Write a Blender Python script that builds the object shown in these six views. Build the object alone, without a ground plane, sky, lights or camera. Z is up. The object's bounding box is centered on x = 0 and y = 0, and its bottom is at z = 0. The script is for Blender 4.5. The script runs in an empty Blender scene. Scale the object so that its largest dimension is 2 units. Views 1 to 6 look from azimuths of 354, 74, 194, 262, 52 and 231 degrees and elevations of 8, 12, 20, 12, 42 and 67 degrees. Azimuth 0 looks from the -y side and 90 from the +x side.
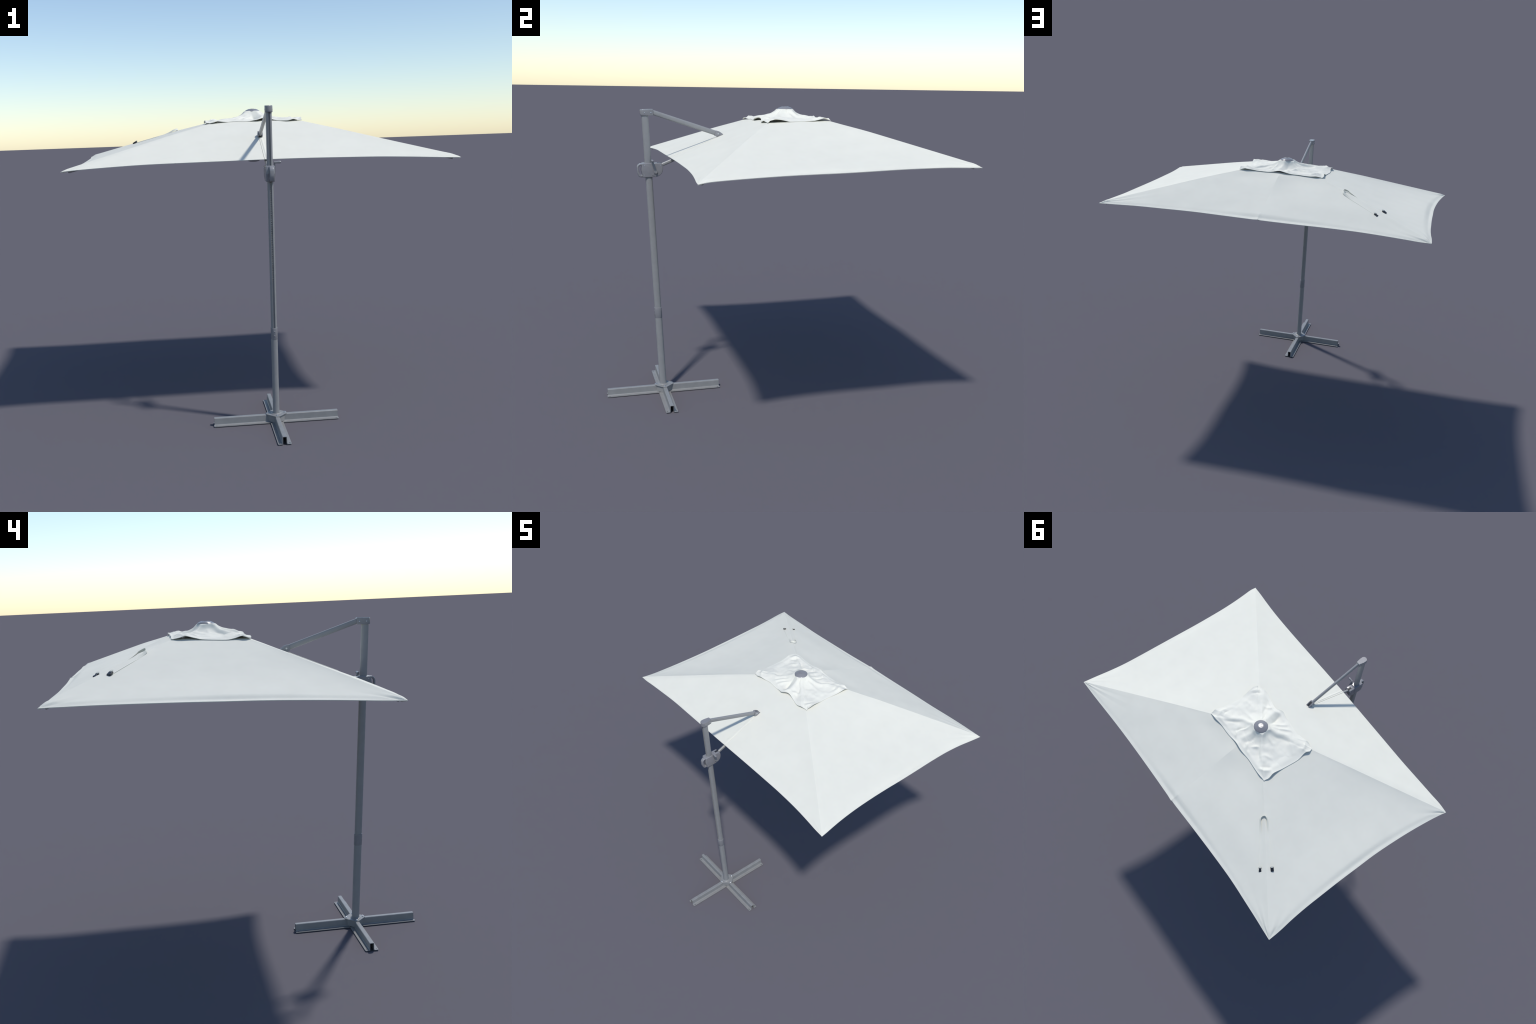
import bpy, bmesh, math, random
import numpy as np
from mathutils import Vector, Matrix, noise

random.seed(7)
scene = bpy.context.scene

# ------------------------------------------------------------------ materials
def new_mat(name):
    m = bpy.data.materials.new(name)
    m.use_nodes = True
    nt = m.node_tree
    b = nt.nodes["Principled BSDF"]
    return m, nt, b

def noise_node(nt, scale, detail=3.0, rough=0.5, stretch=(1, 1, 1)):
    tc = nt.nodes.new("ShaderNodeTexCoord")
    mp = nt.nodes.new("ShaderNodeMapping")
    mp.inputs["Scale"].default_value = stretch
    n = nt.nodes.new("ShaderNodeTexNoise")
    n.inputs["Scale"].default_value = scale
    n.inputs["Detail"].default_value = detail
    n.inputs["Roughness"].default_value = rough
    nt.links.new(tc.outputs["Object"], mp.inputs["Vector"])
    nt.links.new(mp.outputs["Vector"], n.inputs["Vector"])
    return n

def ramp(nt, src, stops):
    r = nt.nodes.new("ShaderNodeValToRGB")
    els = r.color_ramp.elements
    while len(els) < len(stops):
        els.new(0.5)
    for e, (p, c) in zip(els, stops):
        e.position = p
        e.color = (*c, 1)
    nt.links.new(src, r.inputs["Fac"])
    return r

def bump(nt, b, src, strength, dist):
    bp = nt.nodes.new("ShaderNodeBump")
    bp.inputs["Strength"].default_value = strength
    bp.inputs["Distance"].default_value = dist
    nt.links.new(src, bp.inputs["Height"])
    nt.links.new(bp.outputs["Normal"], b.inputs["Normal"])

def fabric(name, lo, hi, weave=0.12):
    m, nt, b = new_mat(name)
    n = noise_node(nt, 9.0, 4.0, 0.6)
    r = ramp(nt, n.outputs["Fac"], [(0.3, lo), (0.7, hi)])
    nt.links.new(r.outputs["Color"], b.inputs["Base Color"])
    b.inputs["Roughness"].default_value = 0.9
    b.inputs["Specular IOR Level"].default_value = 0.15
    w = noise_node(nt, 900.0, 2.0, 0.5)
    bump(nt, b, w.outputs["Fac"], weave, 0.0006)
    return m

def paint(name, lo, hi, rough, metallic=0.0, grain=0.1, gscale=500.0, gdist=0.0004,
          stretch=(1, 1, 1), spec=0.5):
    m, nt, b = new_mat(name)
    n = noise_node(nt, 30.0, 4.0, 0.6, stretch)
    r = ramp(nt, n.outputs["Fac"], [(0.3, lo), (0.7, hi)])
    nt.links.new(r.outputs["Color"], b.inputs["Base Color"])
    b.inputs["Roughness"].default_value = rough
    b.inputs["Metallic"].default_value = metallic
    b.inputs["Specular IOR Level"].default_value = spec
    if grain > 0:
        g = noise_node(nt, gscale, 2.0, 0.5)
        bump(nt, b, g.outputs["Fac"], grain, gdist)
    return m

M_CLOTH = fabric("canopy_cloth", (0.692, 0.680, 0.600), (0.717, 0.705, 0.622))
M_HOOD = fabric("hood_cloth", (0.725, 0.711, 0.628), (0.750, 0.736, 0.650))
M_WEB = fabric("strap_webbing", (0.69, 0.68, 0.595), (0.715, 0.705, 0.620), 0.3)
M_TUBE = paint("painted_tube", (0.238, 0.240, 0.243), (0.258, 0.260, 0.262), 0.40, 0.0, 0.05)
M_PLASTIC = paint("grey_plastic", (0.212, 0.212, 0.224), (0.236, 0.235, 0.247), 0.24, 0.0, 0.22, 160, 0.0008)
M_STEEL = paint("painted_steel", (0.218, 0.220, 0.220), (0.244, 0.246, 0.246), 0.36, 0.0, 0.08)
M_ALU = paint("brushed_aluminium", (0.26, 0.26, 0.255), (0.30, 0.30, 0.29), 0.26, 0.0, 0.05)
M_DARK = paint("dark_gap", (0.016, 0.018, 0.022), (0.024, 0.026, 0.03), 0.6, 0, 0)
M_BLACK = paint("black_plastic", (0.010, 0.012, 0.016), (0.016, 0.018, 0.022), 0.35, 0, 0)
M_ZINC = paint("zinc_bolt", (0.48, 0.50, 0.52), (0.60, 0.62, 0.64), 0.28, 0.8, 0.05)

# ------------------------------------------------------------------ mesh tools
ROOT = bpy.data.objects.new("cantilever_umbrella", None)
ROOT.location = (0.0, -0.5185, 0.0)
scene.collection.objects.link(ROOT)
ROOT["label"] = "large white rectangular cantilever patio umbrella on grey cross base"
ROOT["category"] = "patio umbrella"

def add(name, mesh, mat, parent=None, smooth_angle=35.0):
    o = bpy.data.objects.new(name, mesh)
    scene.collection.objects.link(o)
    if mat is not None and not mesh.materials:
        mesh.materials.append(mat)
    p = parent or ROOT
    o.parent = p
    o.matrix_parent_inverse = Matrix.Translation(-ROOT.location) if p is ROOT else Matrix()
    if smooth_angle is not None:
        mesh.polygons.foreach_set("use_smooth", [True] * len(mesh.polygons))
        mesh.set_sharp_from_angle(angle=math.radians(smooth_angle))
    mesh.update()
    return o

def finish(bm, name):
    bmesh.ops.recalc_face_normals(bm, faces=bm.faces)
    me = bpy.data.meshes.new(name)
    bm.to_mesh(me)
    bm.free()
    return me

def mesh_from(name, verts, faces, recalc=True):
    me = bpy.data.meshes.new(name)
    me.from_pydata([tuple(map(float, v)) for v in verts], [], faces)
    if recalc:
        bm = bmesh.new()
        bm.from_mesh(me)
        bmesh.ops.remove_doubles(bm, verts=bm.verts, dist=1e-6)
        bmesh.ops.recalc_face_normals(bm, faces=bm.faces)
        bm.to_mesh(me)
        bm.free()
    return me

def loft(name, rings, caps=True):
    """closed rings of equal length -> tube mesh"""
    n = len(rings[0])
    verts = [p for r in rings for p in r]
    faces = []
    for k in range(len(rings) - 1):
        for i in range(n):
            j = (i + 1) % n
            faces.append((k * n + i, k * n + j, (k + 1) * n + j, (k + 1) * n + i))
    if caps:
        faces.append(tuple(range(n)))
        faces.append(tuple((len(rings) - 1) * n + i for i in range(n)))
    return mesh_from(name, verts, faces)

def cloth_sheet(name, grid, thick, close_j=False):
    """grid (ni,nj,3) top surface; gives it thickness downwards with closed rim"""
    g = np.asarray(grid, float)
    ni, nj = g.shape[:2]
    du = np.gradient(g, axis=0)
    if close_j:
        dv = (np.roll(g, -1, 1) - np.roll(g, 1, 1))
    else:
        dv = np.gradient(g, axis=1)
    nrm = np.cross(du, dv)
    nrm /= np.linalg.norm(nrm, axis=2, keepdims=True) + 1e-12
    nrm *= np.where(nrm[..., 2:3] < 0, -1, 1)
    low = g - nrm * thick
    verts = np.concatenate([g.reshape(-1, 3), low.reshape(-1, 3)])
    off = ni * nj
    idx = lambda i, j: i * nj + (j % nj)
    faces = []
    jm = nj if close_j else nj - 1
    for i in range(ni - 1):
        for j in range(jm):
            q = (idx(i, j), idx(i, j + 1), idx(i + 1, j + 1), idx(i + 1, j))
            faces.append(q)
            faces.append(tuple(off + k for k in reversed(q)))
    for i in (0, ni - 1):
        for j in range(jm):
            a, b = idx(i, j), idx(i, j + 1)
            faces.append((a, b, off + b, off + a))
    if not close_j:
        for j in (0, nj - 1):
            for i in range(ni - 1):
                a, b = idx(i, j), idx(i + 1, j)
                faces.append((a, b, off + b, off + a))
    return mesh_from(name, verts, faces)

def box(name, size, bevel=0.0, segs=2):
    bm = bmesh.new()
    bmesh.ops.create_cube(bm, size=1.0)
    bmesh.ops.scale(bm, vec=size, verts=bm.verts)
    if bevel:
        bmesh.ops.bevel(bm, geom=bm.edges[:], offset=bevel, segments=segs, affect='EDGES', profile=0.5)
    return finish(bm, name)

def lathe(name, profile, n=48):
    """profile [(r,z)...] about local z"""
    rings = [[(r * math.cos(2 * math.pi * i / n), r * math.sin(2 * math.pi * i / n), z) for i in range(n)]
             for r, z in profile]
    return loft(name, rings)

def outline_plate(name, loops, half, bevel, axis='x', segs=2):
    """2D outlines (first outer, others holes) extruded symmetric about the plane,
    outline coordinates are (y,z) when axis == 'x', (x,y) when axis == 'z'"""
    cu = bpy.data.curves.new(name, 'CURVE')
    cu.dimensions = '2D'
    cu.fill_mode = 'BOTH'
    cu.extrude = half - bevel
    cu.bevel_depth = bevel
    cu.bevel_resolution = segs
    cu.offset = -bevel
    for lp in loops:
        sp = cu.splines.new('POLY')
        sp.points.add(len(lp) - 1)
        for p, (a, b) in zip(sp.points, lp):
            p.co = (a, b, 0, 1)
        sp.use_cyclic_u = True
    o = bpy.data.objects.new(name + "_helper", cu)
    scene.collection.objects.link(o)
    dg = bpy.context.evaluated_depsgraph_get()
    me = bpy.data.meshes.new_from_object(o.evaluated_get(dg))
    bpy.data.objects.remove(o)
    bpy.data.curves.remove(cu)
    if axis == 'x':
        me.transform(Matrix(((0, 0, 1, 0), (1, 0, 0, 0), (0, 1, 0, 0), (0, 0, 0, 1))))
    bm = bmesh.new()
    bm.from_mesh(me)
    bmesh.ops.remove_doubles(bm, verts=bm.verts, dist=1e-6)
    bmesh.ops.recalc_face_normals(bm, faces=bm.faces)
    bm.to_mesh(me)
    bm.free()
    me.name = name
    return me

def round_poly(pts, r, n=5):
    """round the corners of a polygon"""
    out = []
    m = len(pts)
    for i in range(m):
        p0, p, p1 = (np.array(pts[(i + k) % m], float) for k in (-1, 0, 1))
        a, b = p0 - p, p1 - p
        rr = min(r, 0.48 * np.linalg.norm(a), 0.48 * np.linalg.norm(b))
        a = p + a / np.linalg.norm(a) * rr
        b = p + b / np.linalg.norm(b) * rr
        for k in range(n + 1):
            t = k / n
            out.append(tuple((1 - t) ** 2 * a + 2 * t * (1 - t) * p + t * t * b))
    return out

def oval(a, b, n=40, e=2.0):
    pts = []
    for i in range(n):
        t = 2 * math.pi * i / n
        c, s = math.cos(t), math.sin(t)
        pts.append((a * math.copysign(abs(c) ** (2 / e), c), b * math.copysign(abs(s) ** (2 / e), s)))
    return pts

def bar(name, p0, p1, a, b, e=2.0, n=28, ends=0.0):
    """bar of oval section between two points; a = half width sideways, b = half height"""
    p0, p1 = Vector(p0), Vector(p1)
    d = (p1 - p0).normalized()
    side = d.cross(Vector((0, 0, 1)))
    side = Vector((1, 0, 0)) if side.length < 1e-4 else side.normalized()
    up = side.cross(d)
    sec = oval(a, b, n, e)
    rings = []
    stations = [(p0, 1.0), (p1, 1.0)]
    if ends:
        stations = [(p0, 1 - ends), (p0 + d * a * ends, 1), (p1 - d * a * ends, 1), (p1, 1 - ends)]
    for c, k in stations:
        rings.append([tuple(c + side * (x * k) + up * (y * k)) for x, y in sec])
    return loft(name, rings)

def smooth(x, a, b):
    t = np.clip((x - a) / (b - a), 0, 1)
    return t * t * (3 - 2 * t)

def hermite(xs, ys, x):
    """monotone-ish cubic through control points"""
    xs, ys = np.asarray(xs, float), np.asarray(ys, float)
    h = np.diff(xs)
    s = np.diff(ys) / h
    m = np.zeros_like(ys)
    m[1:-1] = (s[:-1] * h[1:] + s[1:] * h[:-1]) / (h[:-1] + h[1:])
    m[0], m[-1] = s[0], s[-1]
    k = np.clip(np.searchsorted(xs, x) - 1, 0, len(h) - 1)
    t = (x - xs[k]) / h[k]
    return ((2 * t**3 - 3 * t**2 + 1) * ys[k] + (t**3 - 2 * t**2 + t) * h[k] * m[k]
            + (-2 * t**3 + 3 * t**2) * ys[k + 1] + (t**3 - t**2) * h[k] * m[k + 1])

# ------------------------------------------------------------------ canopy shape
APEX = np.array([0.0, 0.173, 1.596])
C_MM = np.array([-0.9990, -0.466, 1.3035])
C_PM = np.array([0.9800, -0.493, 1.3030])
C_PP = np.array([0.9995, 0.8245, 1.3570])
C_MP = np.array([-0.9870, 0.8385, 1.3545])
T = [0, .03, .07, .12, .2, .3, .4, .5, .6, .7, .8, .88, .93, .97, 1]
# hem curves: how far each hem is pulled in and lifted from its straight chord
SIDES = {
    "front": dict(a=C_MM, b=C_PM, inw=np.array([0, 1, 0]),
        pull=[0, -.003, .001, .005, .011, .012, .0122, .013, .016, .0195, .021, .017, .010, .003, 0],
        lift=[0, .005, .0095, .014, .0195, .0218, .023, .0245, .0245, .0215, .0175, .011, .006, .002, 0]),
    "right": dict(a=C_PM, b=C_PP, inw=np.array([-1, 0, 0]),
        pull=[0, .002, .0095, .0182, .0278, .0333, .035, .0338, .0337, .0342, .031, .021, .0115, .0045, 0],
        lift=[0, .0056, .0075, .0085, .0095, .0103, .0095, .0082, .0084, .009, .008, .0065, .004, .0015, 0]),
    "back": dict(a=C_PP, b=C_MP, inw=np.array([0, -1, 0]),
        pull=[0, .001, .0025, .0062, .0117, .014, .0135, .012, .0178, .022, .0225, .0148, .0095, .004, 0],
        lift=[0, .002, .0052, .0085, .0102, .013, .0117, .0108, .009, .0095, .008, .0045, .0013, -.0012, 0]),
    "left": dict(a=C_MP, b=C_MM, inw=np.array([1, 0, 0]),
        pull=[0, .002, .0065, .015, .0245, .031, .0365, .0395, .0425, .0395, .0325, .0233, .016, .008, 0],
        lift=[0, .0015, .0024, .0035, .0046, .0055, .006, .0058, .006, .0048, .0028, .0006, -.0008, -.0008, 0]),
}

def hem(side, t):
    s = SIDES[side]
    t = np.asarray(t, float)
    p = s["a"] + (s["b"] - s["a"]) * t[..., None]
    p = p + s["inw"] * hermite(T, s["pull"], t)[..., None]
    p[..., 2] += hermite(T, s["lift"], t)
    return p

# dense edge by azimuth about the apex, for things that lie on the canopy
_edge = np.concatenate([hem(k, np.linspace(0, 1, 200)[:-1]) for k in ("front", "right", "back", "left")])
_ang = np.arctan2(_edge[:, 1] - APEX[1], _edge[:, 0] - APEX[0])
_o = np.argsort(_ang)
_ang, _edge = _ang[_o], _edge[_o]
_ang = np.concatenate([_ang - 2 * np.pi, _ang, _ang + 2 * np.pi])
_er = np.tile(np.hypot(_edge[:, 0] - APEX[0], _edge[:, 1] - APEX[1]), 3)
_ez = np.tile(_edge[:, 2], 3)

def canopy_z(x, y):
    """height of the plain cone of cloth"""
    dx, dy = np.asarray(x, float) - APEX[0], np.asarray(y, float) - APEX[1]
    a = np.arctan2(dy, dx)
    f = np.hypot(dx, dy) / np.interp(a, _ang, _er)
    return APEX[2] + (np.interp(a, _ang, _ez) - APEX[2]) * f

def cloth_noise(x, y, k, seed):
    f = np.vectorize(lambda a, b: noise.noise(Vector((a * k + seed, b * k - seed, seed * 0.37))))
    return f(x, y)

def panel(side, t0, t1, sag, groove, corner_folds, gap0=0.0, gap1=0.0, seed=0, bumpfn=None, ridges=(), swell=0.0, hollow=0.0):
    ns, nt = 78, 121
    s = 1 - (1 - np.linspace(0, 1, ns)) ** 1.5          # denser at the hem
    s = 0.19 + 0.81 * s
    # denser stations near both ends of the panel
    u = np.linspace(0, 1, nt)
    u = 0.5 * u + 0.5 * (0.5 - 0.5 * np.cos(np.pi * u))
    t = t0 + (t1 - t0) * u
    E = hem(side, t)
    S, U = np.meshgrid(s, u, indexing='ij')
    P = APEX + (E[None] - APEX) * S[..., None]
    reach = np.linalg.norm(E - APEX, axis=1)[None]
    dist = (1 - S) * reach                                # way up from the hem
    mid = np.sin(np.pi * U) ** 0.8
    d = -sag * mid * np.sin(np.pi * np.clip((S - 0.25) / 0.75, 0, 1)) ** 1.2
    # slack cloth: hollow just below the hood, fuller lower down
    d += mid * (swell * np.exp(-((S - 0.70) / 0.15) ** 2) - hollow * np.exp(-((S - 0.35) / 0.10) ** 2))
    # hem roll: cloth drops over the hem cord, then flattens out
    g = np.interp(U, np.linspace(0, 1, len(groove)), groove)
    d += g * smooth(dist, 0.016, 0.055) * (1 - smooth(dist, 0.055, 0.30))
    d -= 0.35 * g * np.exp(-((dist - 0.022) / 0.012) ** 2)
    # keep clear below the vent hood
    d -= 0.022 * (1 - smooth(S, 0.16, 0.262))
    # the ribs press the cloth up along the hips
    width = np.linalg.norm(E[-1] - E[0])
    for end, amp in ridges:
        away = (U if end == 0 else 1 - U) * width * S
        d += amp * smooth(S, 0.24, 0.5) * (1 - smooth(S, 0.965, 1.0)) * np.exp(-(away / 0.16) ** 1.3)
    # tension folds that run out of the corners
    for end, u_c, amp, w, L in corner_folds:
        corner = E[0] if end == 0 else E[-1]
        r = np.linalg.norm(P - corner, axis=2)
        uu = U if end == 0 else 1 - U
        # angle-like coordinate between ridge (0) and hem (1)
        along = np.clip(uu * np.linalg.norm(E[-1] - E[0]) , 0, None)
        q = np.arctan2(along, np.maximum(dist, 1e-4)) / (np.pi / 2)
        d += amp * np.exp(-((q - u_c) / w) ** 2) * np.exp(-r / L) * smooth(r, 0.0, 0.02) * smooth(dist, 0, 0.01)
    # faint slackness of the cloth
    d += 0.0011 * cloth_noise(P[..., 0], P[..., 1], 5.0, 3.1 + seed) * smooth(dist, 0, 0.1) * mid
    P[..., 2] += d
    if bumpfn is not None:
        P = bumpfn(P, S, U, dist)
    # slit where the boom passes: open the seam towards the hem
    if gap0:
        P[..., 0] += gap0 * smooth(S, 0.52, 0.60) * np.exp(-U / 0.05)
    if gap1:
        P[..., 0] += gap1 * smooth(S, 0.52, 0.60) * np.exp(-(1 - U) / 0.05)
    me = cloth_sheet("canopy_panel", P, 0.0028)
    add("canopy_panel", me, M_CLOTH, smooth_angle=50)

def seam_rise(S, away):
    return 0.0045 * smooth(S, 0.26, 0.34) * (1 - smooth(S, 0.34, 0.66)) * np.exp(-(away / 0.05) ** 1.4)

def crease_r(P, S, U, dist):
    P[..., 2] += seam_rise(S, U * S)
    P[..., 2] += 0.0022 * np.exp(-(U / 0.010) ** 2) * (1 - smooth(dist, 0.02, 0.075))
    return P

def kink_b(P, S, U, dist):      # back hem, right half: small raised pleat at the middle seam
    P[..., 2] += seam_rise(S, (1 - U) * S)
    P[..., 2] += 0.0028 * np.exp(-((1 - U) * 1.0 / 0.022) ** 2) * (1 - smooth(dist, 0.02, 0.075))
    P[..., 1] += 0.0030 * np.exp(-((1 - U) / 0.03) ** 2) * (1 - smooth(dist, 0.0, 0.03))
    return P

def slit_lift(P, S, U, dist):
    P[..., 2] += 0.0010 * np.exp(-(U / 0.04) ** 2) * smooth(S, 0.55, 0.62)
    return P

panel("front", 0.0, 0.5, 0.002, [0, .001, .001, .001, 0], [(0, .45, -.004, .12, .06)], gap1=-0.0014, seed=1, ridges=[(0, .004)])
panel("front", 0.5, 1.0, 0.002, [0, .001, .001, .001, 0], [(1, .55, .003, .12, .06)], gap0=-0.0002, seed=2, bumpfn=slit_lift, ridges=[(1, .0035)])
panel("right", 0.0, 1.0, 0.008, [0, .0005, .002, .001, 0], [(0, .5, .003, .1, .06), (1, .40, .003, .06, .1), (1, .62, -.003, .06, .1)], seed=3, ridges=[(0, .0035), (1, .0065)])
panel("back", 0.0, 0.5, 0.0, [0, .001, .001, .0015, .006],
      [(0, .38, .0040, .06, .12), (0, .58, -.0035, .06, .12), (0, .2, -.003, .06, .12)], seed=4, swell=.0035, hollow=.0055, bumpfn=kink_b, ridges=[(0, .0065)])
panel("back", 0.5, 1.0, 0.0, [.006, .004, .0015, .001, 0], [(1, .65, -.005, .1, .09), (1, .4, .003, .1, .09)], seed=5, swell=.0065, hollow=.0050, bumpfn=crease_r, ridges=[(1, .007)])
panel("left", 0.0, 1.0, 0.008, [0, .0020, .0058, .0030, 0],
      [(0, .65, -.004, .1, .08), (0, .38, .003, .08, .08), (1, .60, -.010, .09, .055), (1, .30, .003, .1, .06)], seed=6, ridges=[(0, .007), (1, .004)])

# narrow pale strip along the boom slit
fl = []
for k in np.linspace(0.60, 0.992, 40):
    e = hem("front", np.array([0.5]))[0]
    c = APEX + (e - APEX) * k
    w = 0.0052 + 0.0006 * math.sin(k * 40)
    fl.append([(0.0008 + w + w * a, c[1], c[2] + 0.0022 + 0.0007 * (1 - a * a)) for a in np.linspace(-1, 1, 7)])
add("slit_pale_strip", cloth_sheet("slit_pale_strip", fl, 0.0012), M_HOOD, smooth_angle=50)

# corner pockets: folded cloth that takes the rib tips, under every corner
for c in (C_MM, C_PM, C_PP, C_MP):
    ctr = np.array([APEX[0], APEX[1]])
    d = Vector((ctr[0] - c[0], ctr[1] - c[1], 0)).normalized()
    n = Vector((-d.y, d.x, 0))
    sl = (APEX[2] - c[2]) / np.linalg.norm(ctr - c[:2])
    rings = []
    for k, w, h in ((0.006, .003, .002), (0.018, .007, .003), (0.036, .011, .005), (0.054, .010, .005), (0.066, .005, .003)):
        base = Vector(c) + d * k + Vector((0, 0, sl * k - 0.0035))
        ring = []
        for i in range(16):
            a = 2 * math.pi * i / 16
            x, y = math.cos(a), math.sin(a)
            ring.append(tuple(base + n * (w * x) + Vector((0, 0, (h * (y - 1) * 0.6) - 0.25 * w * abs(x)))))
        rings.append(ring)
    add("corner_pocket", loft("corner_pocket", rings), M_CLOTH, smooth_angle=60)

# ------------------------------------------------------------------ vent hood
HX0, HX1, HY0, HY1 = -0.268, 0.266, -0.002, 0.347
# lift of the hood's free edge over the canopy, along each side
LIFT = {
    "front": ([-.27, -.257, -.215, -.152, -.069, -.039, 0, .029, .075, .132, .175, .211, .241, .27],
              [.008, .003, .014, .002, .002, .002, .010, .019, .008, .002, .007, .015, .003, .006]),
    "right": ([-.01, .005, .018, .044, .077, .128, .20, .261, .290, .315, .338, .36],
              [.004, .004, .013, .021, .016, .002, .002, .005, .012, .019, .008, .003]),
    "back": ([-.27, -.261, -.23, -.19, -.146, -.079, -.032, .007, .042, .074, .154, .20, .234, .255, .27],
             [.004, .003, .010, .004, .002, .002, .011, .015, .006, .002, .002, .008, .014, .006, .003]),
    "left": ([-.02, .002, .012, .032, .065, .101, .16, .218, .25, .289, .32, .340, .36],
             [.008, .005, .010, .018, .008, .003, .002, .003, .009, .019, .010, .004, .004]),
}
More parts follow.
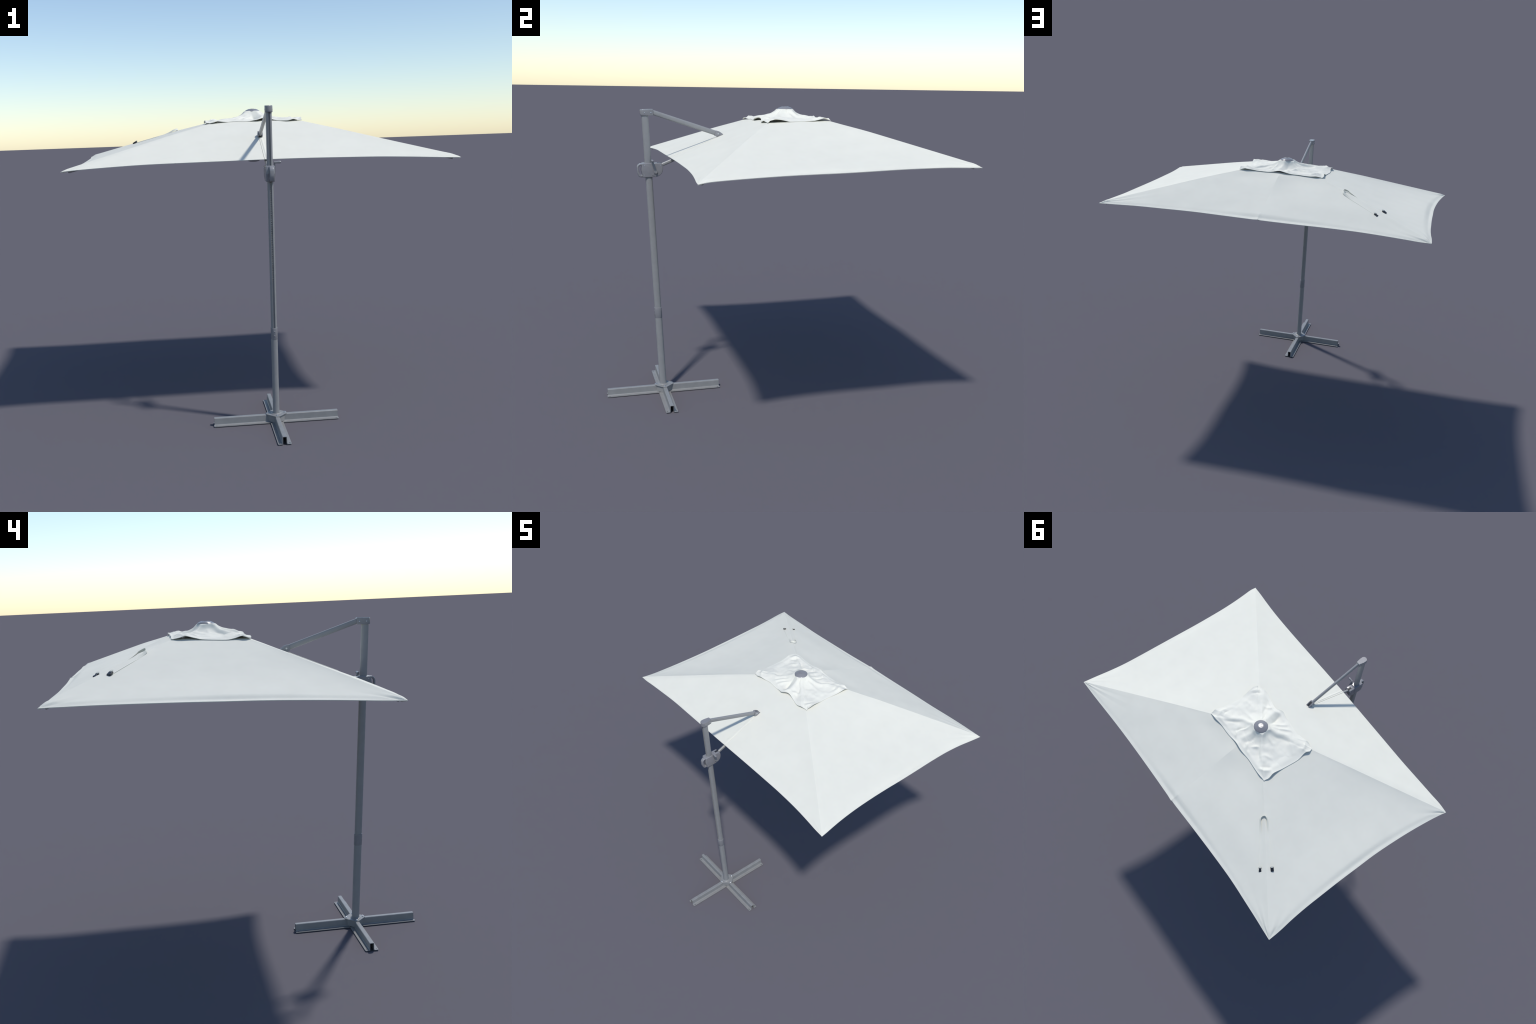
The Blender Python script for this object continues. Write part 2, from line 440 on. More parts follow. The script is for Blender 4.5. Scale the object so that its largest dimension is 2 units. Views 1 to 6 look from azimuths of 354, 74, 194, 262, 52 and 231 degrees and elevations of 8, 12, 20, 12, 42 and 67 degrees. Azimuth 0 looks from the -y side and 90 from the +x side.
# how far each edge wanders in (+) or out (-) along its length
EDGE_IN = {
    "front": ([0, .05, .15, .26, .41, .48, .55, .62, .74, .86, .95, 1],
              [.004, -.005, .001, .010, .002, .000, -.006, .013, .005, -.011, -.001, .010]),
    "right": ([0, .06, .2, .35, .5, .65, .8, .93, 1], [.010, .001, .004, .010, .012, .008, .003, -.001, .003]),
    "back": ([0, .06, .18, .32, .45, .55, .7, .82, .93, 1], [.004, .000, .006, .004, .008, .003, .006, .001, -.002, .002]),
    "left": ([0, .07, .2, .38, .5, .7, .86, .95, 1], [.002, -.004, .003, .000, -.003, -.006, .002, -.006, .000]),
}
def build_hood():
    nq, nphi = 96, 560
    per = []
    corners = [(HX0, HY0), (HX1 - .008, HY0 + .005), (HX1, HY1), (HX0, HY1)]
    names = ["front", "right", "back", "left"]
    lift = []
    for k, nm in enumerate(names):
        a, b = np.array(corners[k]), np.array(corners[(k + 1) % 4])
        w = np.linspace(0, 1, nphi // 4, endpoint=False)
        w = 0.55 * w + 0.45 * (0.5 - 0.5 * np.cos(np.pi * w))
        pts = a + (b - a) * w[:, None]
        # hood edges curve gently in and out
        inw = np.array([[0, 1], [-1, 0], [0, -1], [1, 0]][k])
        wav = hermite(*EDGE_IN[nm], w) * smooth(w, 0, .07) * (1 - smooth(w, .93, 1))
        pts = pts + inw * wav[:, None]
        per.append(pts)
        coord = pts[:, 0] if nm in ("front", "back") else pts[:, 1]
        lift.append(0.0007 + 1.05 * np.interp(coord, LIFT[nm][0], LIFT[nm][1]))
    per = np.concatenate(per)
    lift = np.concatenate(lift)
    for _ in range(5):
        lift = (np.roll(lift, 1) + 2 * lift + np.roll(lift, -1)) / 4
    # the four corners meet at one height
    n4 = nphi // 4
    ii = np.arange(nphi)
    for k in range(4):
        d = np.abs((ii - k * n4 + nphi // 2) % nphi - nphi // 2)
        c = 0.5 * (lift[k * n4] + lift[(k * n4 - 1) % nphi])
        wgt = 1 - smooth(d, 0, 7.0)
        lift = lift * (1 - wgt) + c * wgt
    phi = np.arctan2(per[:, 1] - APEX[1], per[:, 0] - APEX[0])
    R = np.hypot(per[:, 0] - APEX[0], per[:, 1] - APEX[1])
    q = np.linspace(0, 1, nq) ** 0.9
    r0 = 0.020
    Q, PH = np.meshgrid(q, phi, indexing='ij')
    RR = r0 + (R[None] - r0) * Q
    X = APEX[0] + RR * np.cos(PH)
    Y = APEX[1] + RR * np.sin(PH)
    Zc = canopy_z(X, Y)
    # valley surface: steep witch-hat crown under the finial, then straight runs to the free edge
    fr = RR / np.interp(PH, _ang, _er)
    Zlow = Zc - 0.022 * (1 - smooth(fr, 0.16, 0.262)) - 0.05 * (fr < 0.19)
    ze0 = canopy_z(per[:, 0], per[:, 1])
    ze = ze0 + lift
    RC, ZRC = 0.10, 1.5470
    crown = hermite([0, .030, .038, .048, .060, .078, RC, .13],
                    [1.588, 1.5875, 1.5845, 1.5745, 1.5635, 1.5540, ZRC, 1.543], np.minimum(RR, .13))
    w = np.clip((RR - RC) / (R[None] - RC), 0, 1)
    run = ZRC + (ze0[None] + .004 - ZRC) * w + (lift[None] - .004) * w ** 3
    Z = np.where(RR < RC, crown, run)
    # folds pulled out of the cloth: polyline crest, height at both ends, half width at both ends
    crests = [
        # hips over the four hood ribs
        ([(-.030, .150), (-.103, .092), (-.192, .036), (-.262, -.001)], .019, .0035, .016, .026),
        ([(.030, .150), (.116, .086), (.189, .042), (.262, .000)], .018, .0025, .016, .026),
        ([(.032, .188), (.127, .238), (.182, .287), (.258, .343)], .018, .0040, .016, .024),
        ([(-.030, .190), (-.093, .232), (-.160, .283), (-.262, .344)], .017, .0030, .013, .022),
        # crests over the middle ribs
        ([(.020, .140), (.040, .070), (.046, .006)], .020, .010, .014, .022),
        ([(.006, .205), (.014, .268), (.010, .335)], .009, .0040, .012, .018),
        # secondary folds
        ([(-.011, .110), (-.047, .060), (-.069, .007)], 0.0088, 0.0028, 0.0083, 0.0073),
        ([(-.036, .120), (-.075, .068), (-.126, .016)], 0.0088, 0.0036, 0.0083, 0.0083),
        ([(.140, .078), (.090, .050), (.059, .010)], 0.0054, 0.0101, 0.0104, 0.0094),
        ([(.045, .205), (.056, .244), (.074, .292)], 0.0088, 0.0045, 0.0083, 0.0094),
        ([(-.060, .292), (-.075, .262), (-.085, .235)], 0.0054, 0.0101, 0.0094, 0.0083),
        ([(-.050, .172), (-.110, .175), (-.170, .160)], 0.0088, 0.0019, 0.0125, 0.0166),
        ([(.050, .168), (.110, .175), (.180, .185)], 0.0088, 0.0022, 0.0125, 0.0166),
        ([(.262, .092), (.236, .028), (.186, -.004)], 0.0088, 0.0101, 0.0104, 0.0094),
        ([(.236, .225), (.240, .285), (.214, .336)], 0.0065, 0.0109, 0.0094, 0.0083),
        ([(-.180, .342), (-.216, .312), (-.248, .262)], 0.0088, 0.0081, 0.0094, 0.0094),
        ([(-.250, .075), (-.236, .030), (-.200, -.002)], 0.0065, 0.0090, 0.0094, 0.0094),
        ([(.090, .285), (.060, .305), (.037, .338)], 0.0073, 0.0045, 0.0073, 0.0083),
        ([(-.020, .280), (-.040, .300), (-.066, .332)], 0.0073, 0.0036, 0.0073, 0.0083),
        ([(-.130, .060), (-.170, .085), (-.215, .095)], 0.0045, 0.0028, 0.0104, 0.0125),
        ([(.150, .120), (.200, .125), (.245, .150)], 0.0054, 0.0019, 0.0104, 0.0146),
        ([(-.120, .300), (-.150, .250), (-.200, .215)], 0.0041, 0.0054, 0.0104, 0.0125),
        # deep gullies between the folds
        ([(-.012, .132), (.002, .072), (.018, .012)], -.0075, -.0085, .009, .012),
        ([(.085, .222), (.150, .285), (.200, .325)], -.0075, -.0070, .010, .013),
        ([(.050, .225), (.075, .265), (.085, .310)], -.0055, -.0050, .008, .010),
        ([(-.012, .215), (-.022, .265), (-.015, .315)], -.0070, -.0055, .010, .013),
        ([(-.060, .150), (-.115, .115), (-.190, .070)], -.0060, -.0050, .011, .015),
        ([(-.065, .225), (-.115, .270), (-.165, .315)], -.0060, -.0050, .009, .012),
        ([(.060, .120), (.105, .060), (.150, .020)], -.0060, -.0050, .010, .013),
        ([(.235, .080), (.215, .040), (.180, .018)], -.0040, -.0040, .008, .008),
        ([(.215, .240), (.215, .275), (.195, .305)], -.0040, -.0040, .008, .008),
        ([(-.185, .320), (-.205, .295), (-.230, .255)], -.0040, -.0040, .007, .007),
    ]
    wx = X + 0.010 * cloth_noise(X, Y, 16.0, 2.3)
    wy = Y + 0.010 * cloth_noise(X, Y, 16.0, 8.9)
    F = np.zeros_like(Z)
    for line, h0, h1, w0, w1 in crests:
        line = np.array(line)
        seg = np.linalg.norm(np.diff(line, axis=0), axis=1)
        cum = np.concatenate([[0], np.cumsum(seg)]) / seg.sum()
        best = np.full(Z.shape, 9.0)
        at = np.zeros_like(Z)
        for k in range(len(seg)):
            a, b = line[k], line[k + 1]
            d = b - a
            t = np.clip(((wx - a[0]) * d[0] + (wy - a[1]) * d[1]) / (d @ d), 0, 1)
            dist = np.hypot(wx - a[0] - t * d[0], wy - a[1] - t * d[1])
            m = dist < best
            best = np.where(m, dist, best)
            at = np.where(m, cum[k] + t * (cum[k + 1] - cum[k]), at)
        h = h0 + (h1 - h0) * at
        if h0 < .009:                       # loose folds fade in and out
            h = h * (0.15 + 0.85 * smooth(at, 0, .45)) * (1 - smooth(at, .55, 1)) * 1.25
        ww = w0 + (w1 - w0) * at
        # cloth crest: tent-like top, soft feet
        prof = h / (1 + (best / ww) ** 2.2)
        F = np.where(h0 > .010, np.maximum(F, prof), F + prof * (1 - (0.5 if h0 > 0 else 0.0) * np.clip(F / .02, 0, 1)))
    F += (0.0022 * cloth_noise(X, Y, 36.0, 5.2) + 0.0062 * cloth_noise(X, Y, 15.0, 7.7)) * smooth(Q, 0.2, 0.45)
    e = smooth(Q, 0.80, 1.0)
    Z = Z + F * (1 - 0.85 * e)
    # puffy rim
    Z += 0.0035 * np.exp(-((Q - 0.86) / 0.07) ** 2) * (0.6 + 0.8 * cloth_noise(X, Y, 14.0, 4.4))
    top = hermite([0, .034, .044, .062, .080, .107, .15, .25, .4], [1.590, 1.5885, 1.588, 1.5815, 1.5745, 1.5675, 1.564, 1.556, 1.545], RR)
    Z = np.minimum(Z, top)
    Z = np.maximum(Z, Zlow + 0.0022)
    # outer strip is a sewn hem: tiny step
    grid = np.stack([X, Y, Z], -1)
    me = cloth_sheet("vent_hood", grid, 0.0020, close_j=True)
    return add("vent_hood", me, M_HOOD, smooth_angle=60)
build_hood()

# inner liner that closes the vent under the hood
ln = []
for r, z in ((.015, 1.570), (.032, 1.562), (.060, 1.545), (.095, 1.528), (.130, 1.512), (.160, 1.494)):
    ln.append([(APEX[0] + 1.45 * r * math.cos(a), APEX[1] + r * math.sin(a), z + .028 * r * math.sin(a))
               for a in np.linspace(0, 2 * math.pi, 64, endpoint=False)])
add("vent_liner", cloth_sheet("vent_liner", ln, 0.0015, close_j=True), M_CLOTH, smooth_angle=60)

cap = lathe("finial_cap", [(0.0, 1.581), (0.030, 1.581), (0.0415, 1.5868), (0.0425, 1.5885), (0.0405, 1.5905),
                           (0.033, 1.5950), (0.0250, 1.5982), (0.0215, 1.5995), (0.0205, 1.6002), (0.012, 1.6004), (0.0, 1.6004)], 56)
TILT = Matrix.Translation((0.001, 0.172, 1.594)) @ Matrix.Rotation(math.radians(2.6), 4, 'X') @ Matrix.Rotation(math.radians(0.8), 4, 'Y') @ Matrix.Translation((0, 0, -1.594))
cap.transform(TILT)
fc = add("finial_cap", cap, M_PLASTIC)
# raised square emblem ring on the flat top
ring = outline_plate("emblem", [round_poly([(-.009, -.0075), (.009, -.0075), (.009, .0075), (-.009, .0075)], .003),
                                round_poly([(-.0062, -.0048), (.0062, -.0048), (.0062, .0048), (-.0062, .0048)], .002)], .0007, .0002, 'z')
ring.transform(TILT @ Matrix.Translation((0, 0, 1.6007)) @ Matrix.Rotation(math.radians(52), 4, 'Z'))
add("emblem", ring, M_PLASTIC, fc)

# ------------------------------------------------------------------ mast
def mast_y(z):
    return -0.5215 - 0.0487 * z
MX = 0.001

def tube_rings(sec, zs):
    return [[(MX + x, mast_y(z) + y, z) for x, y in sec] for z in zs]

def grooved(a, b, e, gw, gd):
    pts = []
    n = 64
    for i in range(n):
        t = -math.pi / 2 + 2 * math.pi * (i + 0.5) / n
        c, s = math.cos(t), math.sin(t)
        x = a * math.copysign(abs(c) ** (2 / e), c)
        y = b * math.copysign(abs(s) ** (2 / e), s)
        if y < 0 and abs(x) < gw + 0.0006:
            continue
        pts.append((x, y))
    # list starts right of the groove and runs round to its left
    ylip = pts[0][1]
    return pts + [(-gw - .0004, ylip - .0002), (-gw, ylip + .0008), (-gw, ylip + gd), (gw, ylip + gd), (gw, ylip + .0008), (gw + .0004, ylip - .0002)]

add("mast", loft("mast", tube_rings(grooved(.0146, .0182, 2.5, .0042, .0065), [0.455, 1.0, 1.568])), M_TUBE, smooth_angle=40)
add("mast_foot", loft("mast_foot", tube_rings(oval(.0163, .0193, 48, 2.3), [0.040, 0.25, 0.462])), M_TUBE)
sl = tube_rings(oval(.0160, .0194, 48, 2.3), [0.4365]) + tube_rings(oval(.0169, .0204, 48, 2.3), [0.4385, 0.494]) \
    + tube_rings(oval(.0165, .0200, 48, 2.3), [0.4965]) + tube_rings(oval(.0146, .0182, 48, 2.3), [0.4968])
sleeve = add("mast_sleeve", loft("mast_sleeve", sl), M_PLASTIC)
for dz in (-0.010, 0.012):
    b = lathe("rivet", [(0, 0), (.0034, 0), (.0030, .0010), (.0018, .0016), (0, .0018)], 16)
    b.transform(Matrix.Translation((MX, mast_y(.466 + dz) - .0206, .466 + dz)) @ Matrix.Rotation(math.radians(90), 4, 'X'))
    add("rivet", b, M_PLASTIC, sleeve)
# toothed lift rack lying in the mast groove
bm = bmesh.new()
z = 0.74
while z < 1.225:
    geo = bmesh.ops.create_cube(bm, size=1.0)["verts"]
    bmesh.ops.scale(bm, vec=(.0062, .0030, .0042), verts=geo)
    bmesh.ops.translate(bm, vec=(MX, mast_y(z) - .0130 + random.uniform(-.0004, .0004), z), verts=geo)
    z += 0.0088
rk = add("lift_rack", finish(bm, "lift_rack"), M_ALU, smooth_angle=None)
rk["kind"] = "stuff"

# mast head: tapered block over the mast end, pinched to the boom
def head_section(k):
    y0, y1 = mast_y(1.567) - .0245, -0.5540
    pts = []
    for i in range(15):
        a = math.pi / 2 + math.pi * (i / 14)
        pts.append((math.sin(a) * .0185, y0 + .0185 + math.cos(a) * .0185))
    pts = [(-(.0185) * math.cos(math.pi * i / 14), y0 + .0185 - .0185 * math.sin(math.pi * i / 14)) for i in range(15)]
    pts += [(.0185, y0 + .034), (.0125, y1 - .003), (.0110, y1), (-.0110, y1), (-.0125, y1 - .003), (-.0185, y0 + .034)]
    cy = (y0 + y1) / 2
    return [(MX + x * k, cy + (y - cy) * k) for x, y in pts]
rings = []
for zz, k, tilt in ((1.5500, .955, 0), (1.5515, .985, 0), (1.556, 1.0, 0), (1.577, 1.0, .0), (1.5805, .985, .0), (1.5822, .94, 0)):
    rings.append([(x, y, zz + 0.03 * (y + .59) * (1 if zz > 1.57 else 0)) for x, y in head_section(k)])
head = add("mast_head", loft("mast_head", rings), M_PLASTIC, smooth_angle=40)
for y, r in ((-.600, .0030), (-.566, .0036)):
    for sgn in (-1, 1):
        b = lathe("rivet", [(0, 0), (r, 0), (r * .9, .0008), (r * .5, .0014), (0, .0015)], 16)
        off = .0183 if y < -.59 else .0150
        b.transform(Matrix.Translation((MX + sgn * off, y, 1.564)) @ Matrix.Rotation(math.radians(90 * sgn), 4, 'Y'))
        add("rivet", b, M_ZINC, head)

# boom (upper arm) from the mast head down to the canopy
B0, B1 = (MX, -.5600, 1.5675), (0.0, -.2120, 1.4560)
boom = add("boom", bar("boom", B0, B1, .0075, .0128, 3.0, 36), M_TUBE)
# boom bracket with fork cheeks and pin
bd = (Vector(B1) - Vector(B0)).normalized()
bs = Vector((1, 0, 0))
rot = Matrix((bs, bd, bs.cross(bd))).transposed().to_4x4()
cheek = [(-.006, -.0150), (.010, -.0150), (.026, -.0125), (.040, .0050), (.026, .0110), (.012, .0150), (-.006, .0145)]
for sgn in (-1, 1):
    me = outline_plate("bracket_cheek", [round_poly(cheek, .006)], .0030, .0010)
    me.transform(Matrix.Translation(Vector(B1) + Vector((sgn * .0098, -.002, 0))) @ rot)
    add("bracket_cheek", me, M_PLASTIC, boom)
me = lathe("pin", [(0, -.0150), (.0040, -.0150), (.0048, -.0138), (.0048, .0138), (.0040, .0150), (0, .0150)], 20)
me.transform(Matrix.Translation(Vector(B1) + bd * .008) @ Matrix.Rotation(math.radians(90), 4, 'Y'))
add("pin", me, M_ZINC, boom)
me = box("bracket_core", (.0150, .030, .0235), .003)
me.transform(Matrix.Translation(Vector(B1) + bd * .012 + Vector((0, 0, -.001))) @ rot)
add("bracket_core", me, M_DARK, boom)

# ------------------------------------------------------------------ crank housing
def hy(y, z):   # housing is drawn upright; shear it with the mast
    return y - 0.0487 * (z - 1.262)
body = [(-.617, 1.3000), (-.553, 1.3015), (-.549, 1.262), (-.556, 1.2255), (-.615, 1.2235), (-.622, 1.262)]
me = outline_plate("crank_housing", [round_poly([(hy(a, b) + .004 * (b - 1.262) , b) for a, b in body], .0045)], .0215, .0035, segs=3)
me.transform(Matrix.Translation((-.001, 0, 0)))
hous = add("crank_housing", me, M_PLASTIC, smooth_angle=40)
gr_o = [(-.600, 1.2990), (-.632, 1.2985), (-.6445, 1.2840), (-.6440, 1.2500), (-.634, 1.2255), (-.600, 1.2240)]
gr_i = [(-.608, 1.2880), (-.629, 1.2875), (-.6355, 1.2790), (-.6335, 1.2520), (-.626, 1.2370), (-.606, 1.2360)]
me = outline_plate("grip", [round_poly(gr_o, .009), round_poly(gr_i, .004)], .0108, .0035, segs=3)
me.transform(Matrix.Translation((.003, 0, 0)))
add("grip", me, M_PLASTIC, hous, smooth_angle=40)
kn = [(-.556, 1.2990), (-.514, 1.3010), (-.5075, 1.2880), (-.5065, 1.2650), (-.512, 1.2460), (-.526, 1.2320), (-.545, 1.2255), (-.556, 1.2255)]
me = outline_plate("knuckle", [round_poly(kn, .007)], .0200, .0030, segs=3)
me.transform(Matrix.Translation((-.001, 0, 0)))
add("knuckle", me, M_PLASTIC, hous, smooth_angle=40)
me = box("arm_slot", (.0150, .0240, .0030), .0012)
me.transform(Matrix.Translation((-.001, -.5255, 1.2995)) @ Matrix.Rotation(math.radians(2.5), 4, 'X'))
add("arm_slot", me, M_DARK, hous)
for y, z, m in ((-.606, 1.287, M_ZINC), (-.606, 1.237, M_ZINC), (-.562, 1.234, M_DARK), (-.518, 1.288, M_ZINC)):
    for sgn in (-1, 1):
        b = lathe("screw", [(0, 0), (.0030, 0), (.0027, .0009), (.0015, .0014), (0, .0015)], 16)
        x = .0203 if y < -.55 else .0200
        b.transform(Matrix.Translation((-.001 + sgn * x, y, z)) @ Matrix.Rotation(math.radians(90 * sgn), 4, 'Y'))
        add("screw", b, m, hous)
# crank: pivot boss, arm, knob
me = lathe("crank_boss", [(0, 0), (.0095, 0), (.0095, .005), (.0080, .0065), (0, .0065)], 28)
me.transform(Matrix.Translation((.0185, -.546, 1.252)) @ Matrix.Rotation(math.radians(90), 4, 'Y'))
add("crank_boss", me, M_PLASTIC, hous)
arm = [(-.5495, 1.2435), (-.5375, 1.2470), (-.5610, 1.3180), (-.5720, 1.3150)]
me = outline_plate("crank_arm", [round_poly(arm, .005)], .0032, .0012)
me.transform(Matrix.Translation((.0268, 0, 0)))
crank = add("crank_arm", me, M_TUBE, hous)
me = lathe("crank_knob", [(0, 0), (.0050, 0), (.0058, .002), (.0052, .010), (.0062, .024), (.0066, .030), (.0050, .0345), (.0025, .036), (0, .0362)], 24)
me.transform(Matrix.Translation((.0222, -.5665, 1.3135)) @ Matrix.Rotation(math.radians(88), 4, 'Y'))
add("crank_knob", me, M_PLASTIC, hous)

# lower arm: from the knuckle up along the canopy slit to the crown
L0, L1 = (0.0, -.530, 1.2810), (0.0, -.060, 1.4786)
add("lower_arm", bar("lower_arm", L0, L1, .0074, .0090, 3.0, 28), M_ALU)

# ------------------------------------------------------------------ crown, ribs and stays under the cloth
cp = bar("centre_pole", (0, .172, 1.302), (0, .172, 1.582), .012, .012)
pole = add("centre_pole", cp, M_TUBE)
me = lathe("lower_hub", [(0, 1.3005), (.018, 1.3015), (.032, 1.306), (.0365, 1.312), (.0365, 1.324), (.020, 1.330), (.0, 1.330)], 40)
me.transform(Matrix.Translation((0, .172, 0)))
add("lower_hub", me, M_PLASTIC)
me = lathe("upper_hub", [(0, 1.500), (.036, 1.500), (.040, 1.506), (.040, 1.522), (.030, 1.530), (0, 1.530)], 40)
me.transform(Matrix.Translation((0, .172, 0)))
add("upper_hub", me, M_PLASTIC)
mids = [hem("back", np.array([.5]))[0]]
for tip in [C_MM, C_PM, C_PP, C_MP] + mids:
    d = np.array(tip) - APEX
    p0 = APEX + d * 0.10 + np.array([0, 0, -.052])
    p1 = APEX + d * 0.965 + np.array([0, 0, -.0115])
    add("rib", bar("rib", p0, p1, .0055, .0075, 3.0, 16), M_TUBE)
    pm = APEX + d * 0.46 + np.array([0, 0, -.024])
    s0 = np.array([APEX[0], APEX[1], 1.320]) + np.append(d[:2] / np.linalg.norm(d[:2]) * .03, 0)
    add("stay", bar("stay", s0, pm, .0045, .0060, 3.0, 16), M_TUBE)

# ------------------------------------------------------------------ tie strap with buckles
def strap():
    ax = np.array([-.829, .559])             # down the ridge
    pp = np.array([.559, .829])              # across it
    top = np.array([-.4270, .4660])
    path, nv = [], []
    def surf(p, h):
        side = float(np.dot(np.asarray(p) - top, pp))
        r = RISE - 0.0018 * (1 - float(smooth(np.array(side), -.02, .02)))
        return np.array([p[0], p[1], float(canopy_z(p[0], p[1])) + r + h])
    RISE = 0.0046                            # cloth stands proud along this hip
    b1, b2 = np.array([-.645, .650]), np.array([-.684, .596])
    n1, w = 14, .0205
    s1 = top + ax * .026 + pp * w
    s2 = top + ax * .026 - pp * w
    pts = []
    for k in range(26):
        t = k / 25
        p = b1 + (s1 - b1) * t
        pts.append((surf(p, .0016 + .006 * max(0, (t - .7) / .3) ** 2), max(0, (t - .55) / .45) ** 1.5 * 0.9))
    for k in range(1, 16):
        a = math.pi * k / 16
        p = top + ax * (.026 - .026 * math.sin(a)) + pp * (w * math.cos(a))
        pts.append((surf(p, .0092 + .001 * math.sin(a)), 0.9 + .25 * math.sin(a)))
    for k in range(26):
        t = 1 - k / 25
        p = b2 + (s2 - b2) * t
        pts.append((surf(p, .0016 + .006 * max(0, (t - .7) / .3) ** 2), max(0, (t - .55) / .45) ** 1.5 * 0.9))
    C = np.array([p for p, _ in pts])
    roll = np.array([r for _, r in pts])
    tan = np.gradient(C, axis=0)
    tan /= np.linalg.norm(tan, axis=1, keepdims=True)
    rings = []
    for c, t, r in zip(C, tan, roll):
        up0 = np.array([0, 0, 1.0]) - t * t[2]
        up0 /= np.linalg.norm(up0)
        sd = np.cross(t, up0)                  # outward side of the loop
        wide = sd * math.cos(r) + up0 * math.sin(r) * 1.0
        thin = np.cross(wide, t)
        hw, ht = .0058, .0006
        lift = abs(math.sin(r)) * .0015
        rings.append([tuple(c + np.array([0, 0, lift]) + wide * (hw * a) + thin * (ht * b))
                      for a, b in ((-1, -1), (1, -1), (1, 1), (-1, 1))])
    st = add("tie_strap", loft("tie_strap", rings), M_WEB, smooth_angle=40)
    # two side-release buckle halves
    for (b, s, kind) in ((b1, s1, 0), (b2, s2, 1)):
        d = (b - s) / np.linalg.norm(b - s)
        z0, z1 = float(canopy_z(*b)) + RISE, float(canopy_z(*(b + d * .03))) + RISE
        f = Vector((d[0] * .03, d[1] * .03, z1 - z0)).normalized()
        side = f.cross(Vector((0, 0, 1))).normalized()
        up = side.cross(f)
        fr = Matrix((side, f, up)).transposed().to_4x4()
        tilt = Matrix.Rotation(math.radians(-14), 4, 'X')
        if kind == 0:       # pronged half, waisted
            ol = round_poly([(-.0085, -.002), (.0085, -.002), (.0085, .006), (.0050, .012), (.0090, .019), (.0085, .027), (-.0085, .027), (-.0090, .019), (-.0050, .012), (-.0085, .006)], .002)
        else:               # socket half
            ol = round_poly([(-.0100, -.002), (.0100, -.002), (.0105, .024), (.007, .028), (-.007, .028), (-.0105, .024)], .003)
        me = outline_plate("buckle", [ol], .0042, .0016, 'z')
        me.transform(Matrix.Translation((b[0], b[1], z0 + .0070)) @ fr @ tilt @ Matrix.Scale(.88, 4))
        bk = add("buckle", me, M_BLACK, st)
        me = box("buckle_bar", (.017, .005, .0050), .0015)
        me.transform(Matrix.Translation((b[0], b[1], z0 + .0090)) @ fr @ Matrix.Scale(.85, 4))
        add("buckle_bar", me, M_BLACK, st)
        # small pale tab on top of the bar
        me = box("pale_tab", (.0125, .011, .0018), .0006)
        me.transform(Matrix.Translation((b[0] - d[0] * .001, b[1] - d[1] * .001, z0 + .0122)) @ fr @ Matrix.Rotation(math.radians(-18), 4, 'X'))
        add("pale_tab", me, M_WEB, st)
strap()

# ------------------------------------------------------------------ cross base
BX, BY = 0.001, -0.5185
def leg_mesh():
    r0, r1 = 0.030, 0.3195
    w, f, h, t = .0105, .0325, .0385, .0022      # half top, half flange, height, sheet
    outer = [(-f, 0), (-f, .0032), (-w - .003, .0032), (-w - .0008, .006), (-w, h - .0022), (-w + .0020, h),
             (w - .0020, h), (w, h - .0022), (w + .0008, .006), (w + .003, .0032), (f, .0032), (f, 0)]
    inner = [(w + .0005 - t, 0), (w - t, h - t - .001), (w - t - .001, h - t), (-w + t + .001, h - t), (-w + t, h - t - .001), (-w - .0005 + t, 0)]
    sec = outer + inner
    n = len(sec)
    rings = []
    for k, (x, cut) in enumerate(((r0, 1.0), (r1 - .006, 1.0), (r1 - .0018, .93), (r1, .85))):
        ring = []
        for y, z in sec:
            if abs(y) > w + .002:
                y = math.copysign(w + .002 + (abs(y) - w - .002) * cut, y)
                xx = x
            else:
                xx = min(x, r1 - .003)
            ring.append((xx, y, z))
        rings.append(ring)
    verts = [p for r in rings for p in r]
    faces = []
    for k in range(3):
        for i in range(n):
            j = (i + 1) % n
            faces.append((k * n + i, k * n + j, (k + 1) * n + j, (k + 1) * n + i))
    for k in (0, 3):
        o = k * n
        # end faces: two flanges, two walls, top (so that the channel stays open)
        L = lambda *ids: tuple(o + i for i in ids)
        faces += [L(0, 1, 2, 3, 17), L(17, 3, 4, 16), L(16, 4, 5, 15), L(15, 5, 6, 14), L(14, 6, 7, 13), L(13, 7, 8, 12), L(12, 8, 9, 10, 11)]
    return mesh_from("base_leg", verts, faces)
LEG = leg_mesh()
LEG.materials.append(M_STEEL)
hole = lathe("foot_hole", [(0, 0), (.0030, 0), (.0030, .0004), (0, .0004)], 16)
hole.materials.append(M_DARK)
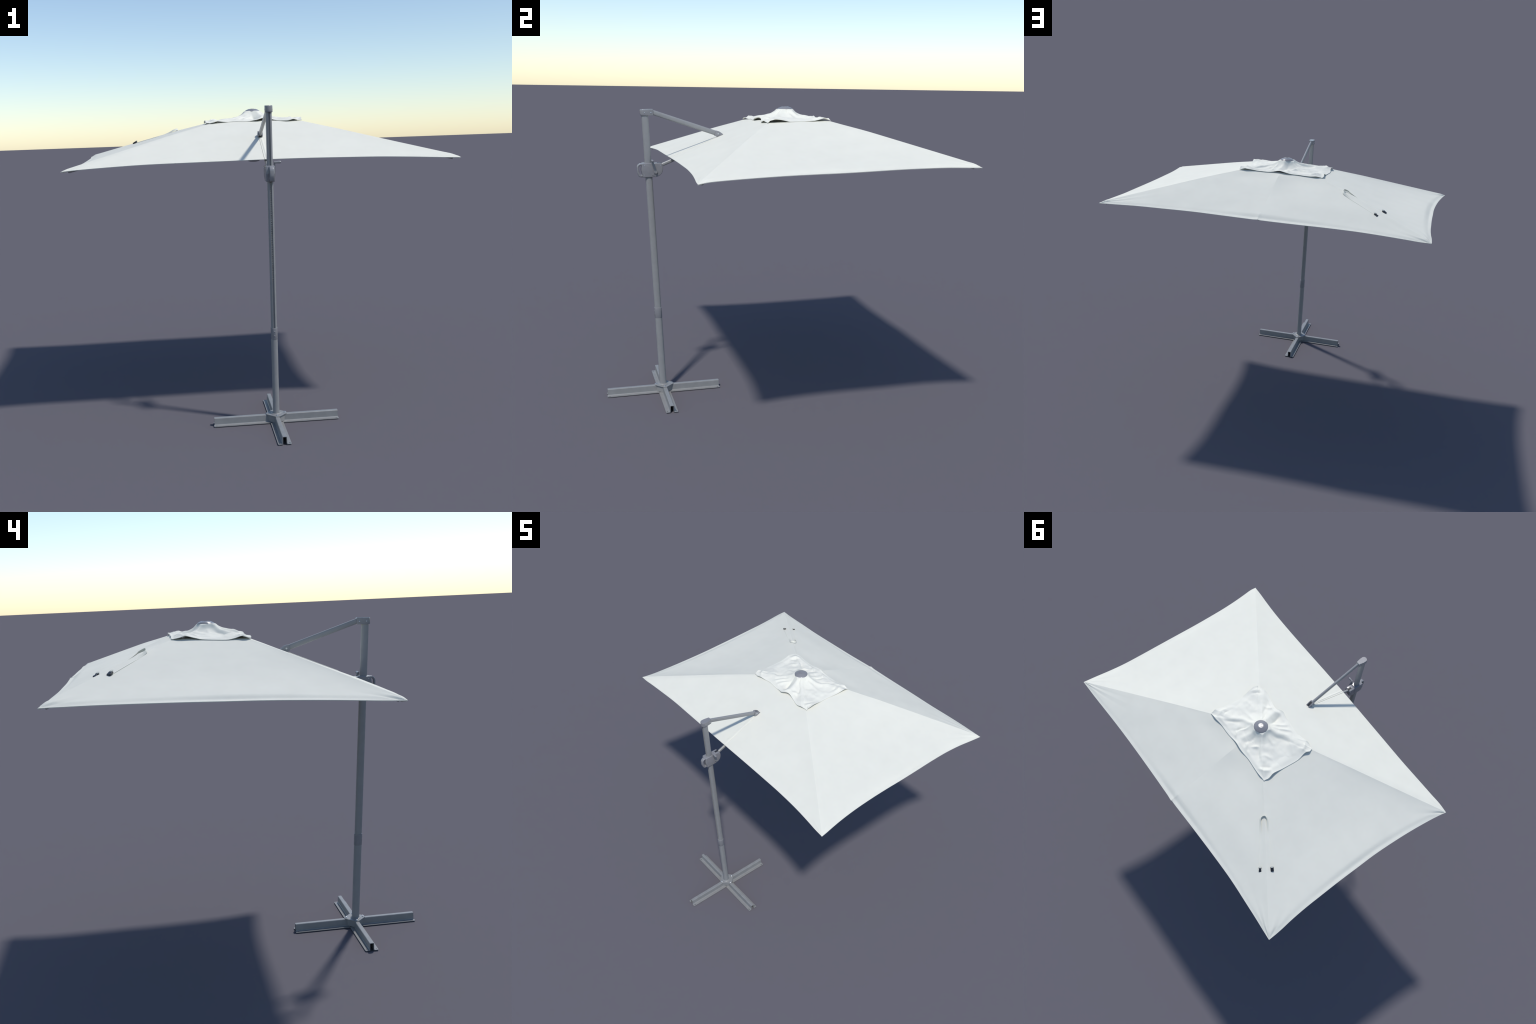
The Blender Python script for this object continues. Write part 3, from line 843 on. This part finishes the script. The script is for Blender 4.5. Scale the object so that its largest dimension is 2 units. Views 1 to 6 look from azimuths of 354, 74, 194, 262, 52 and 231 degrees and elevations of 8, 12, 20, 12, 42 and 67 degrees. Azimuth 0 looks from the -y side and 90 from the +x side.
bolt_me = lathe("bolt", [(0, 0), (.0066, 0), (.0066, .0012), (.0048, .0014), (.0048, .0044), (.0034, .0056), (.0016, .0060), (0, .0060)], 20)
bolt_me.materials.append(M_ZINC)
first = True
for k in range(4):
    a = math.radians(90 * k)
    leg = bpy.data.objects.new("base_leg", LEG)
    scene.collection.objects.link(leg)
    if first:
        LEG.polygons.foreach_set("use_smooth", [True] * len(LEG.polygons))
        LEG.set_sharp_from_angle(angle=math.radians(30))
        first = False
    leg.parent = ROOT
    leg.location = (BX, 0, 0)
    leg.rotation_euler = (0, 0, a)
    for s in (-1, 1):
        ho = bpy.data.objects.new("foot_hole", hole)
        scene.collection.objects.link(ho)
        ho.parent = leg
        ho.location = (.306, s * .0245, .00285)
    bo = bpy.data.objects.new("bolt", bolt_me)
    scene.collection.objects.link(bo)
    bo.parent = leg
    bo.location = (.0440, 0, .0425)
bolt_me.polygons.foreach_set("use_smooth", [True] * len(bolt_me.polygons))
bolt_me.set_sharp_from_angle(angle=math.radians(30))

# centre plate: diamond box between the legs, with the mast socket on it
dia = []
for k in range(4):
    a = math.radians(90 * k)
    c, s = math.cos(a), math.sin(a)
    for y in (-.0095, .0095):
        dia.append((BX + c * .0530 - s * y, BY + s * .0530 + c * y))
def scale_ring(k, z):
    return [(BX + (x - BX) * k, BY + (y - BY) * k, z) for x, y in dia]
me = loft("centre_plate", [scale_ring(.985, .0388), scale_ring(1.0, .0392), scale_ring(1.0, .0418), scale_ring(.985, .0426)])
plate = add("centre_plate", me, M_STEEL, smooth_angle=25)
wall = []
for x, y in dia:
    wall.append((BX + (x - BX) * .84, BY + (y - BY) * .84))
me = loft("gusset_box", [[(x, y, .0040) for x, y in wall], [(x, y, .0389) for x, y in wall]])
add("gusset_box", me, M_STEEL, plate, smooth_angle=25)
col = [(0, .0420), (.0285, .0420), (.0285, .0436), (.0235, .0448), (.0215, .0470), (.0, .0472)]
me = lathe("mast_socket", col, 40)
me.transform(Matrix.Translation((BX, mast_y(.045), 0)))
add("mast_socket", me, M_STEEL, plate)
